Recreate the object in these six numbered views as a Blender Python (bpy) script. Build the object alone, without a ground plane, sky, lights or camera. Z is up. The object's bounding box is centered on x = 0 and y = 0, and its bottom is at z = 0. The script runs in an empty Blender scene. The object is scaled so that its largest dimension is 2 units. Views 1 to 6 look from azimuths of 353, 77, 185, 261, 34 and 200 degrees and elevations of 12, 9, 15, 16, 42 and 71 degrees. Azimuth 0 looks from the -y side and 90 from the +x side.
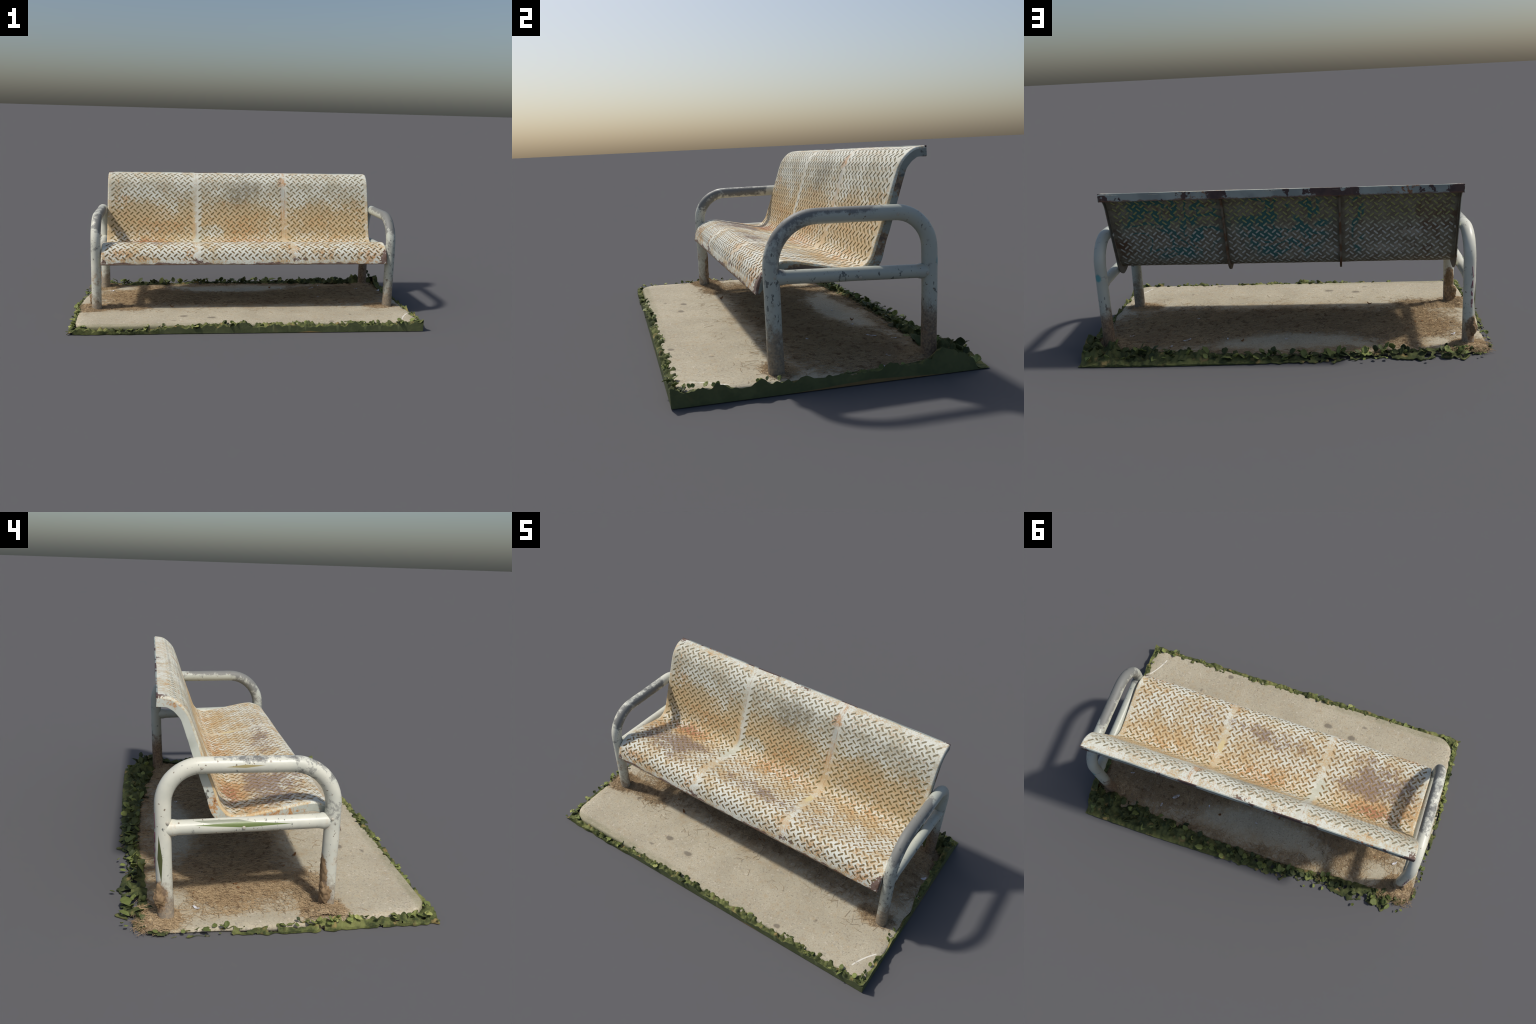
import bpy, bmesh, math, random
from math import sin, cos, pi, sqrt, atan2, radians, exp
from mathutils import Vector, Matrix, noise
from mathutils.geometry import delaunay_2d_cdt

SEED = 7
rng = random.Random(SEED)

# ------------------------------------------------------------------ helpers
def clamp(v, a=0.0, b=1.0):
    return a if v < a else b if v > b else v

def sstep(a, b, v):
    t = clamp((v - a) / (b - a))
    return t * t * (3 - 2 * t)

def nz(x, y, z=0.0, s=1.0):
    return noise.noise(Vector((x * s, y * s, z * s)))

def fbm(x, y, z, s, octaves=4):
    return noise.fractal(Vector((x * s, y * s, z * s)), 0.9, 2.1, octaves)

def interp(x, pts):
    """Piecewise linear curve through (x, y) points."""
    if x <= pts[0][0]:
        return pts[0][1]
    for (a, fa), (b, fb) in zip(pts, pts[1:]):
        if x <= b:
            return fa + (fb - fa) * (x - a) / (b - a)
    return pts[-1][1]

def link(ob, parent=None):
    bpy.context.scene.collection.objects.link(ob)
    if parent is not None:
        ob.parent = parent
    return ob

def empty(name, parent=None):
    return link(bpy.data.objects.new(name, None), parent)

def mesh_obj(name, verts, faces, mats, parent=None, smooth=True, mat_ids=None, normals=None):
    me = bpy.data.meshes.new(name)
    me.from_pydata([tuple(v) for v in verts], [], faces)
    for m in mats:
        me.materials.append(m)
    if mat_ids is not None:
        me.polygons.foreach_set("material_index", mat_ids)
    me.polygons.foreach_set("use_smooth", [smooth] * len(me.polygons))
    me.update()
    if normals is not None:
        me.normals_split_custom_set_from_vertices([tuple(n) for n in normals])
    return link(bpy.data.objects.new(name, me), parent)

# ------------------------------------------------------------------ material kit
def srgb(r, g, b):
    def f(c):
        c /= 255.0
        return c / 12.92 if c <= 0.04045 else ((c + 0.055) / 1.055) ** 2.4
    return (f(r), f(g), f(b), 1.0)

class Mat:
    """Small builder for node materials on Object coordinates."""
    def __init__(self, name, rough=0.6, metallic=0.0, spec=0.3):
        self.m = bpy.data.materials.new(name)
        self.m.use_nodes = True
        self.nt = self.m.node_tree
        self.n = self.nt.nodes
        self.bsdf = next(x for x in self.n if x.type == 'BSDF_PRINCIPLED')
        self.bsdf.inputs['Roughness'].default_value = rough
        self.bsdf.inputs['Metallic'].default_value = metallic
        self.bsdf.inputs['Specular IOR Level'].default_value = spec
        self.co = self.n.new('ShaderNodeTexCoord').outputs['Object']
        s = self.n.new('ShaderNodeSeparateXYZ')
        self.nt.links.new(self.co, s.inputs[0])
        self.x, self.y, self.z = s.outputs

    def put(self, sock, v):
        if isinstance(v, (int, float, tuple, list)):
            sock.default_value = v
        else:
            self.nt.links.new(v, sock)

    def op(self, kind, a, b=0.0, clamp_=False):
        nd = self.n.new('ShaderNodeMath')
        nd.operation = kind
        nd.use_clamp = clamp_
        self.put(nd.inputs[0], a)
        self.put(nd.inputs[1], b)
        return nd.outputs[0]

    def add(self, *a):
        r = a[0]
        for b in a[1:]:
            r = self.op('ADD', r, b)
        return r
    def sub(self, a, b): return self.op('SUBTRACT', a, b)
    def mul(self, *a):
        r = a[0]
        for b in a[1:]:
            r = self.op('MULTIPLY', r, b)
        return r
    def mx(self, a, b): return self.op('MAXIMUM', a, b)
    def absv(self, a): return self.op('ABSOLUTE', a)

    def con(self, n, k=2.0):
        """Noise factor recentred on zero and stretched."""
        return self.mul(self.sub(n, .5), k)

    def step(self, v, lo, hi):
        nd = self.n.new('ShaderNodeMapRange')
        nd.interpolation_type = 'SMOOTHSTEP'
        self.put(nd.inputs['Value'], v)
        flip = lo > hi
        nd.inputs['From Min'].default_value = min(lo, hi)
        nd.inputs['From Max'].default_value = max(lo, hi)
        nd.inputs['To Min'].default_value = 1.0 if flip else 0.0
        nd.inputs['To Max'].default_value = 0.0 if flip else 1.0
        return nd.outputs[0]

    def vec(self, scale=(1, 1, 1), loc=(0, 0, 0), rot=(0, 0, 0)):
        nd = self.n.new('ShaderNodeMapping')
        self.nt.links.new(self.co, nd.inputs['Vector'])
        nd.inputs['Scale'].default_value = scale
        nd.inputs['Location'].default_value = loc
        nd.inputs['Rotation'].default_value = rot
        return nd.outputs[0]

    def noise(self, scale, detail=3.0, rough=0.55, vec=None, dist=0.0):
        nd = self.n.new('ShaderNodeTexNoise')
        self.nt.links.new(vec if vec is not None else self.co, nd.inputs['Vector'])
        nd.inputs['Scale'].default_value = scale
        nd.inputs['Detail'].default_value = detail
        nd.inputs['Roughness'].default_value = rough
        nd.inputs['Distortion'].default_value = dist
        return nd.outputs[0]

    def voronoi(self, scale, vec=None, feature='F1'):
        nd = self.n.new('ShaderNodeTexVoronoi')
        nd.feature = feature
        self.nt.links.new(vec if vec is not None else self.co, nd.inputs['Vector'])
        nd.inputs['Scale'].default_value = scale
        return nd.outputs['Distance']

    def blob(self, c, r, w=1.0, hard=0.0):
        """Soft ellipsoid: w in the middle, 0 beyond radius r."""
        sc = (1 / r[0], 1 / r[1], 1 / r[2])
        v = self.vec(sc, (-c[0] * sc[0], -c[1] * sc[1], -c[2] * sc[2]))
        nd = self.n.new('ShaderNodeVectorMath')
        nd.operation = 'LENGTH'
        self.nt.links.new(v, nd.inputs[0])
        s = self.step(nd.outputs['Value'], 1.0, hard)
        return self.mul(s, w) if w != 1.0 else s

    def blobs(self, *bs):
        r = None
        for b in bs:
            s = self.blob(*b)
            r = s if r is None else self.add(r, s)
        return r

    def band(self, v, centre, half, soft):
        return self.step(self.absv(self.sub(v, centre)), half + soft, half)

    def mix(self, f, a, b):
        nd = self.n.new('ShaderNodeMix')
        nd.data_type = 'RGBA'
        self.put(nd.inputs[0], f)
        self.put(nd.inputs[6], a)
        self.put(nd.inputs[7], b)
        return nd.outputs[2]

    def bump(self, h, strength=0.3, dist=0.002):
        nd = self.n.new('ShaderNodeBump')
        nd.inputs['Strength'].default_value = strength
        nd.inputs['Distance'].default_value = dist
        self.nt.links.new(h, nd.inputs['Height'])
        self.nt.links.new(nd.outputs[0], self.bsdf.inputs['Normal'])

    def random(self):
        return self.n.new('ShaderNodeObjectInfo').outputs['Random']

    def colour(self, c):
        self.put(self.bsdf.inputs['Base Color'], c)
        return self.m

# where dry straw gathers on the pad, and where the slab stays bare: (x, y, rx, ry, weight)
STRAW_BLOBS = [(.55, .14, .52, .32, 1.0), (-.05, .06, .66, .22, 1.0), (-.58, .13, .38, .28, 1.0), (.80, .30, .22, .18, .9),
               (-.88, .43, .14, .11, 1.0), (-.90, -.17, .13, .10, 1.0), (-.70, -.15, .18, .09, .8), (.86, -.17, .13, .08, .8),
               (-.60, .36, .16, .12, .7), (.0, .45, .80, .06, .55), (.30, .22, .30, .16, .4)]
BARE_BLOBS = [(.08, .34, .42, .12, .55), (-.72, .36, .09, .07, .5), (-.95, .12, .08, .20, .6)]

UL, UR = -.841, .869           # outer faces of the two side flanges

# ------------------------------------------------------------------ materials
def sheet_front_material():
    m = Mat('weathered_cream_paint', rough=0.6, spec=0.25)
    big, mid, fine = m.noise(7, 4, .6), m.noise(30, 5, .65), m.noise(120, 4, .7)
    cb, cm, cf = m.con(big, 3.6), m.con(mid, 4.2), m.con(fine, 4.2)
    base = m.mix(m.step(m.add(cb, m.mul(cm, .5)), -.25, .25), srgb(217, 218, 205), srgb(202, 201, 184))
    base = m.mix(m.mul(m.step(cf, -.05, .5), .4), base, srgb(186, 176, 148))
    back = m.step(m.y, .155, .19)
    seat = m.sub(1.0, back)
    pale = m.blobs(((-.262, .25, .58), (.035, .3, .3), .7, .4), ((-.17, .20, .44), (.12, .09, .05), 1.0, .4),
                   ((-.27, .10, .39), (.06, .10, .05), .9, .3), ((-.02, -.22, .36), (.26, .1, .08), .6, .3),
                   ((-.42, .26, .58), (.08, .2, .08), .35), ((.40, .30, .68), (.20, .2, .10), .35))
    # broad tan haze: rust wash over the lower backrest and the hollow of the seat
    wash = m.add(m.mul(back, m.step(m.z, .74, .50), 1.05),
                 m.blobs(((-.62, .25, .53), (.34, .25, .14), .35, .2), ((.02, .24, .52), (.32, .25, .16), .35, .2),
                         ((.62, .25, .53), (.34, .25, .16), .30, .2), ((0, .38, .80), (1.2, .07, .03), .40, .5)),
                 m.mul(seat, .50), m.mul(m.mul(seat, m.step(m.y, -.02, .09)), .30),
                 m.mul(cb, .55), m.mul(cm, .55), m.mul(cf, .45), m.mul(pale, -.75))
    c = m.mix(m.mul(m.step(wash, .15, 1.15), .88), base, srgb(199, 172, 126))
    c = m.mix(m.mul(back, m.step(m.z, .50, .64), m.step(m.z, .77, .73), m.step(m.add(cb, m.mul(cf, .4)), -.7, .5), .55), c, srgb(178, 172, 150))
    # concentrated orange rust
    zone = m.blobs(
        ((-.52, .22, .46), (.40, .25, .11), .45, .1), ((.03, .22, .46), (.34, .25, .15), .58, .1),
        ((.60, .23, .49), (.34, .25, .13), .32, .1), ((-.74, .27, .62), (.09, .2, .12), .55),
        ((-.02, .25, .61), (.12, .2, .05), .5), ((.80, .27, .58), (.06, .2, .20), .35),
        ((-.60, .13, .385), (.28, .08, .06), 1.0, .2), ((.05, .14, .38), (.40, .07, .05), .65, .2),
        ((.60, .14, .385), (.30, .07, .06), .55, .2), ((-.78, .06, .39), (.10, .13, .06), .75),
        ((-.74, -.22, .37), (.17, .12, .09), .70), ((-.34, -.21, .37), (.10, .14, .12), .75),
        ((.29, -.20, .38), (.10, .14, .12), .65), ((.77, -.22, .36), (.17, .12, .09), .95),
        ((.50, -.23, .36), (.14, .10, .08), .5), ((-.55, -.23, .35), (.14, .10, .05), .45),
        ((.45, .02, .39), (.20, .10, .05), .25), ((.29, .31, .745), (.07, .10, .06), .8),
        ((-.15, .05, .39), (.30, .12, .05), .40))
    lvl = m.add(zone, m.mul(cb, .38), m.mul(cm, .55), m.mul(cf, .55), m.mul(pale, -.7))
    c = m.mix(m.mul(m.step(lvl, .28, 1.0), .80), c, srgb(194, 150, 100))
    c = m.mix(m.mul(m.step(lvl, .80, 1.6), .75), c, srgb(168, 114, 74))
    # fine orange pin-points everywhere
    pin = m.mul(m.step(m.noise(95, 2, .5), .58, .68), m.step(m.noise(11, 3), .40, .60))
    c = m.mix(m.mul(pin, .6), c, srgb(192, 140, 90))
    # red-brown hot spot at the back of the seat
    red = m.step(m.add(m.blob((-.60, .14, .38), (.20, .06, .05), 1.0, .2), m.mul(cm, .5), m.mul(cf, .3)), .35, 1.05)
    c = m.mix(m.mul(red, .55), c, srgb(152, 98, 76))
    # grime on the middle of the backrest
    grime = m.step(m.add(m.blobs(((.03, .30, .70), (.20, .3, .14), 1.0, .1), ((-.02, .28, .63), (.10, .2, .09), .7),
                                 ((.12, .30, .72), (.12, .2, .06), .4)), m.mul(cm, .55), m.mul(cb, .2), m.mul(cf, .35)), .15, 1.6)
    c = m.mix(m.mul(grime, .66), c, srgb(126, 118, 100))
    # weld strips behind the ribs
    streak = m.noise(1.0, 4, .6, vec=m.vec((260, 18, 14)))
    strip2 = m.mul(m.band(m.x, .293, .015, .004), back)
    strip1 = m.mul(m.band(m.x, -.262, .015, .004), m.step(m.y, -.3, -.2))
    c = m.mix(m.mul(strip1, m.step(m.add(cm, cb), -1.0, .3), m.mx(m.step(m.y, .10, .20), m.mul(m.step(m.y, -.12, -.2), .8)), .7), c, srgb(210, 209, 194))
    c = m.mix(m.mul(m.band(m.x, .293, .013, .004), m.sub(1.0, back), m.step(m.add(cm, cb), -.6, .5), .5), c, srgb(206, 196, 168))
    c = m.mix(m.mul(strip2, m.step(streak, .48, .66), .75), c, srgb(196, 144, 92))
    c = m.mix(m.mul(strip2, m.step(m.add(m.con(m.noise(14, 3), 2), m.blob((.293, .28, .68), (.05, .1, .06))), .1, .6), .6), c, srgb(182, 188, 182))
    line = m.mul(m.add(m.band(m.x, -.276, .0012, .0015), m.band(m.x, .281, .001, .0015),
                       m.band(m.x, .306, .001, .0015)), back, m.step(mid, .40, .55))
    c = m.mix(m.mul(line, .6), c, srgb(150, 112, 78))
    # paint worn through to purple-brown metal on the seat
    worn_zone = m.blobs(((-.62, -.03, .40), (.32, .19, .08), 1.2, .25), ((-.45, .05, .40), (.28, .10, .06), .8),
                        ((-.02, -.08, .42), (.36, .12, .06), .85, .1), ((.20, -.10, .42), (.20, .10, .06), .75),
                        ((.48, -.13, .42), (.28, .11, .06), .80), ((-.45, -.13, .42), (.2, .07, .05), .6),
                        ((.70, -.08, .41), (.16, .12, .05), .45), ((.04, .01, .4), (.3, .1, .05), .35))
    worn = m.step(m.add(m.mul(worn_zone, .75), m.mul(m.con(m.noise(44, 6, .8), 4.5), .66), m.mul(m.con(m.noise(13, 3), 4), .34)), .48, .95)
    c = m.mix(m.mul(worn, .85), c, m.mix(m.step(fine, .4, .6), srgb(150, 130, 118), srgb(122, 105, 100)))
    # flakes off the corners and the lower edge
    en = m.add(m.mul(m.con(m.noise(16, 5, .65), 2), .020), m.mul(m.con(m.noise(5, 2), 2), .016))
    edge = m.mul(m.step(m.add(m.z, en, m.mul(m.x, -.0076)), .3245, .3195), m.step(m.y, -.20, -.22))
    flake_zone = m.blobs(((.862, -.235, .35), (.055, .09, .085), 1.0, .4), ((-.83, -.235, .325), (.06, .05, .03), 1.0),
                         ((-.28, -.235, .335), (.12, .05, .035), .8), ((.33, -.235, .345), (.13, .05, .03), .8),
                         ((.03, .40, .80), (.14, .06, .03), .75), ((-.82, .40, .79), (.07, .06, .03), .9),
                         ((.27, .31, .75), (.07, .06, .03), .5), ((-.15, .40, .80), (.12, .05, .03), .5))
    flake = m.step(m.add(flake_zone, m.mul(cm, .5), m.mul(cf, .2)), .62, .74)
    c = m.mix(m.mul(m.mx(edge, flake), .92), c, m.mix(m.step(mid, .4, .6), srgb(116, 90, 80), srgb(96, 72, 64)))
    # bare whitish and yellow daubs over the seat welds
    daub = m.step(m.add(m.blobs(((-.30, .10, .385), (.075, .10, .05), 1.0), ((-.255, .17, .40), (.06, .05, .04), .9)),
                        m.mul(cm, .6)), .35, .65)
    c = m.mix(m.mul(daub, .7), c, srgb(192, 194, 176))
    daub2 = m.step(m.add(m.blob((.30, .05, .39), (.035, .08, .05)), m.mul(cm, .5)), .40, .60)
    c = m.mix(m.mul(daub2, .7), c, srgb(216, 200, 148))
    # black droppings on the right-hand seat, dark pits elsewhere
    drops = m.step(m.add(m.blob((.60, .03, .395), (.13, .06, .05), .30), m.noise(48, 1)), .86, .90)
    pits = m.step(m.noise(60, 1, .4, vec=m.vec((1, 1, 1), (3.1, 1.7, .4))), .80, .83)
    c = m.mix(m.mx(drops, m.mul(pits, .8)), c, srgb(62, 54, 46))
    m.bump(m.add(m.mul(mid, .6), m.mul(fine, .4)), .12, .002)
    return m.colour(c)

def slot_front_material():
    m = Mat('slot_tan_floor', rough=.8, spec=.1)
    g = m.noise(16, 3)
    up = m.step(m.z, .58, .74)
    c = m.mix(m.mul(up, m.step(m.y, .2, .24)), srgb(130, 115, 76), srgb(144, 136, 112))
    seat = m.mul(m.step(m.y, .16, .08), m.step(m.y, -.22, -.14))
    c = m.mix(seat, c, srgb(146, 122, 86))
    front = m.step(m.y, -.17, -.21)
    c = m.mix(front, c, srgb(122, 106, 78))
    c = m.mix(m.mul(m.step(g, .4, .7), .35), c, srgb(124, 110, 82))
    return m.colour(c)

def sheet_back_material():
    m = Mat('grimy_rear_paint', rough=.75, spec=.15)
    big, mid, fine = m.noise(6, 4, .6), m.noise(26, 5, .65), m.noise(120, 4)
    c = m.mix(m.step(mid, .35, .65), srgb(136, 132, 116), srgb(112, 104, 90))
    rust = m.step(m.add(m.mul(m.sub(big, .5), 1.6), m.mul(m.sub(mid, .5), 1.2),
                        m.blobs(((.83, .2, .45), (.12, .4, .3), .7), ((-.70, .3, .55), (.25, .4, .35), .45),
                                ((.45, .35, .72), (.3, .2, .1), .5))), .25, .8)
    c = m.mix(m.mul(rust, .8), c, srgb(98, 72, 54))
    # turquoise spray loops on the two panels nearest +x
    wave = m.noise(6.5, 2, .5, vec=m.vec((1, 1, 1), (.7, .2, .3)), dist=1.2)
    spray_zone = m.blobs(((.55, .28, .62), (.36, .4, .30), 1.0), ((.0, .28, .60), (.32, .4, .30), 1.0),
                         ((-.36, .28, .60), (.05, .4, .26), .8))
    spray = m.mul(m.step(m.absv(m.sub(wave, .5)), .060, .034), m.step(spray_zone, .08, .35))
    c = m.mix(m.mul(spray, .85), c, srgb(44, 104, 104))
    # smooth grey daubs low on the third panel
    pale = m.step(m.add(m.blobs(((-.50, .22, .46), (.20, .3, .055), .8), ((-.24, .22, .45), (.06, .3, .05), .8),
                                ((-.62, .24, .53), (.12, .3, .04), .7)), m.con(mid, 3.0)), .45, .60)
    c = m.mix(pale, c, srgb(150, 144, 130))
    m.bump(mid, .2, .002)
    return m.colour(c)

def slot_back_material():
    m = Mat('slot_painted_daylight', rough=.8, spec=.1)
    c = m.mix(m.step(m.z, .56, .64), srgb(190, 192, 186), srgb(158, 160, 108))  # bright floor colours paint the sky light showing through the perforations
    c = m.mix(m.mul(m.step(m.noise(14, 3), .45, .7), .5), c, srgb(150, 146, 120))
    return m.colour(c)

def plate_material():
    m = Mat('grey_green_steel_paint', rough=.55, spec=.3)
    big, mid, fine = m.noise(9, 4), m.noise(38, 5, .65), m.noise(120, 3)
    c = m.mix(m.step(big, .4, .6), srgb(190, 194, 184), srgb(172, 176, 166))
    r = m.add(m.con(big, 1.2), m.con(mid, 1.6), m.con(fine, .7),
              m.blobs(((.86, .30, .66), (.1, .06, .09), .55), ((-.84, .23, .43), (.1, .10, .12), .45), ((-.84, .38, .77), (.1, .07, .05), .4),
                      ((.9, -.02, .38), (.5, .22, .06), .75, .5), ((-.84, .0, .37), (.2, .2, .06), .35), ((.9, .22, .44), (.5, .1, .15), .45, .3)))
    c = m.mix(m.step(r, .22, .5), c, srgb(176, 132, 84))
    c = m.mix(m.step(r, .46, .70), c, srgb(112, 74, 52))
    c = m.mix(m.mul(m.step(m.noise(22, 3, .5, vec=m.vec((1, 1, 1), (2, 5, 1))), .66, .69), .9), c, srgb(96, 94, 88))
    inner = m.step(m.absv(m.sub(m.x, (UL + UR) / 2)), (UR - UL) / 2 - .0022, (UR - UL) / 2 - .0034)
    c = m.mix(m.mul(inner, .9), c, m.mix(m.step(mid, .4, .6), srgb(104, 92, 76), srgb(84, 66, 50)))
    c = m.mix(m.mul(m.step(m.x, .5, .6), .5), c, srgb(92, 100, 98))  # +x flange darkened toward slate to carry its unlit side
    m.bump(mid, .2, .002)
    return m.colour(c)

def hem_material():
    m = Mat('chipped_hem_paint', rough=.6, spec=.25)
    mid = m.noise(26, 5, .65)
    c = m.mix(m.step(m.noise(8, 3), .4, .6), srgb(158, 166, 160), srgb(138, 146, 142))
    zone = m.blobs(((.85, .4, .78), (.12, .1, .1), 1.0), ((-.83, .4, .78), (.11, .1, .1), 1.0),
                   ((.47, .4, .78), (.08, .1, .1), .9), ((.30, .4, .78), (.09, .1, .1), .9),
                   ((-.24, .4, .78), (.22, .1, .1), 1.3))
    lvl = m.add(zone, m.con(mid, 2.6), m.con(m.noise(8, 3), 2.2))
    speck = m.add(m.mul(zone, .2), m.blobs(((.38, .4, .78), (.1, .1, .1), .25), ((-.58, .4, .78), (.16, .1, .1), .3)),
                  m.mul(m.sub(m.noise(60, 4, .7), .5), 1.4))
    c = m.mix(m.step(speck, .26, .40), c, srgb(132, 92, 64))
    c = m.mix(m.step(lvl, .46, .54), c, m.mix(m.step(mid, .4, .65), srgb(88, 70, 66), srgb(74, 60, 60)))
    low = m.step(m.add(m.z, m.mul(m.sub(mid, .5), .03), m.mul(m.x, -.0076)), .768, .761)
    c = m.mix(m.mul(low, .8), c, srgb(110, 80, 60))
    return m.colour(c)

def rib_material():
    m = Mat('rusty_rib', rough=.8, spec=.15)
    c = m.mix(m.step(m.noise(24, 4), .4, .6), srgb(120, 112, 98), srgb(102, 76, 56))
    return m.colour(c)

def tube_material():
    m = Mat('pipe_paint', rough=.42, spec=.4)
    big, mid, fine = m.noise(8, 4), m.noise(36, 5, .7), m.noise(110, 3, .6)
    c = m.mix(m.step(big, .38, .62), srgb(213, 212, 197), srgb(200, 201, 188))
    c = m.mix(m.mul(m.step(m.x, 0, .1), .7), c, srgb(164, 170, 161))  # base tinted darker on the +x frame, baking in its shaded look
    # grey wear where hands and arms rub the bends and the tops
    wear_zone = m.blobs(((.897, -.13, .55), (.06, .18, .12), 1.35), ((.897, .05, .60), (.06, .26, .045), 1.55), ((-.845, .06, .570), (.025, .28, .05), 1.1), ((-.85, -.15, .52), (.03, .10, .10), .9),
                        ((.897, .27, .575), (.06, .10, .03), .45), ((.897, -.19, .42), (.06, .08, .16), .75),
                        ((-.872, -.14, .55), (.06, .15, .09), .85), ((-.872, .10, .592), (.06, .25, .025), .70),
                        ((-.86, -.20, .42), (.06, .06, .14), .30), ((-.89, .29, .56), (.03, .08, .03), .55),
                        ((.897, -.21, .20), (.06, .06, .18), .30), ((.91, .39, .12), (.06, .05, .14), .25))
    lvl = m.add(m.mul(wear_zone, 1.15), m.con(big, 2.0), m.con(mid, 2.6))
    wear = m.step(lvl, .44, .54)
    dark = m.step(lvl, .68, .80)
    c = m.mix(m.mul(wear, .75), c, srgb(150, 150, 143))
    c = m.mix(m.mul(dark, .75), c, srgb(106, 107, 105))
    # hairline chips
    chip_n = m.noise(62, 4, .65, vec=m.vec((1, 1, .55), (1.3, .4, .9)))
    chip = m.step(m.add(chip_n, m.mul(m.blobs(((.91, -.2, .3), (.1, .1, .3), .9), ((.91, .39, .2), (.1, .1, .2), .8),
                                              ((.91, .1, .36), (.1, .35, .05), .7), ((-.89, 0, .34), (.1, .4, .06), .5)), .11)), .665, .69)
    c = m.mix(m.mul(chip, .9), c, srgb(92, 96, 94))
    dot = m.step(m.noise(85, 1, .4), .735, .76)
    c = m.mix(m.mul(dot, .8), c, srgb(110, 92, 72))
    # rust creeping up from the ground, and at the welds
    foot = m.step(m.add(m.z, m.mul(m.con(mid, 4), .10), m.mul(m.con(big, 4), .08), m.mul(m.step(m.x, 0, .1), -.06)), .20, .04)
    c = m.mix(m.mul(foot, .75), c, m.mix(m.step(fine, .4, .6), srgb(132, 108, 80), srgb(96, 74, 54)))
    legrust = m.step(m.add(m.blob((.897, .385, .12), (.08, .08, .26), 1.0, .1), m.mul(m.con(mid, 4), .25), m.mul(m.con(fine, 3), .15)), .30, .75)
    c = m.mix(m.mul(legrust, .75), c, m.mix(m.step(fine, .4, .6), srgb(132, 106, 80), srgb(100, 76, 58)))
    weld = m.mul(m.blobs(((-.872, .36, .345), (.05, .035, .05), 1.0), ((-.872, -.17, .355), (.05, .03, .05), .8),
                         ((.897, .35, .36), (.05, .03, .05), .7), ((-.872, -.2, .22), (.05, .05, .07), .8)), m.step(mid, .46, .60))
    c = m.mix(m.mul(weld, .7), c, srgb(186, 146, 94))
    # straw and soil caked on the two legs at -x
    cake = m.step(m.add(m.blobs(((-.872, -.160, .13), (.06, .045, .17), 1.0, .2), ((-.885, .41, .10), (.05, .05, .10), 1.0, .2)),
                        m.con(mid, 1.6)), .35, .6)
    c = m.mix(m.mul(cake, .9), c, m.mix(m.step(m.noise(70, 3), .4, .6), srgb(156, 130, 98), srgb(112, 88, 66)))
    # turquoise spray dot on the back leg at +x
    c = m.mix(m.mul(m.blob((.905, .412, .395), (.020, .03, .026), 1.0, .55), .85), c, srgb(64, 150, 156))
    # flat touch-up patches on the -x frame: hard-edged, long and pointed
    outside = m.step(m.x, -.880, -.884)
    def wedge(along, across, a0, a1, c0, c1, half):
        t = m.op('DIVIDE', m.sub(along, (a0 + a1) / 2), (a1 - a0) / 2)
        w = m.mul(m.sub(1.0, m.absv(t)), half)
        mid_line = m.add((c0 + c1) / 2, m.mul(t, (c1 - c0) / 2))
        d = m.sub(w, m.absv(m.sub(across, mid_line)))
        return m.mul(m.step(d, 0.0, .0008), outside)
    c = m.mix(wedge(m.y, m.z, .335, .06, .378, .366, .012), c, srgb(146, 150, 132))
    c = m.mix(wedge(m.y, m.z, .30, -.05, .361, .362, .010), c, srgb(106, 122, 70))
    c = m.mix(wedge(m.y, m.z, .195, .055, .566, .571, .006), c, srgb(164, 152, 108))
    c = m.mix(wedge(m.z, m.y, .335, .150, .413, .404, .009), c, srgb(82, 88, 54))
    m.put(m.bsdf.inputs['Roughness'], m.add(.38, m.mul(wear, .2), m.mul(foot, .3)))
    m.bump(m.add(mid, m.mul(lvl, .5)), .12, .0015)
    return m.colour(c)

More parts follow.
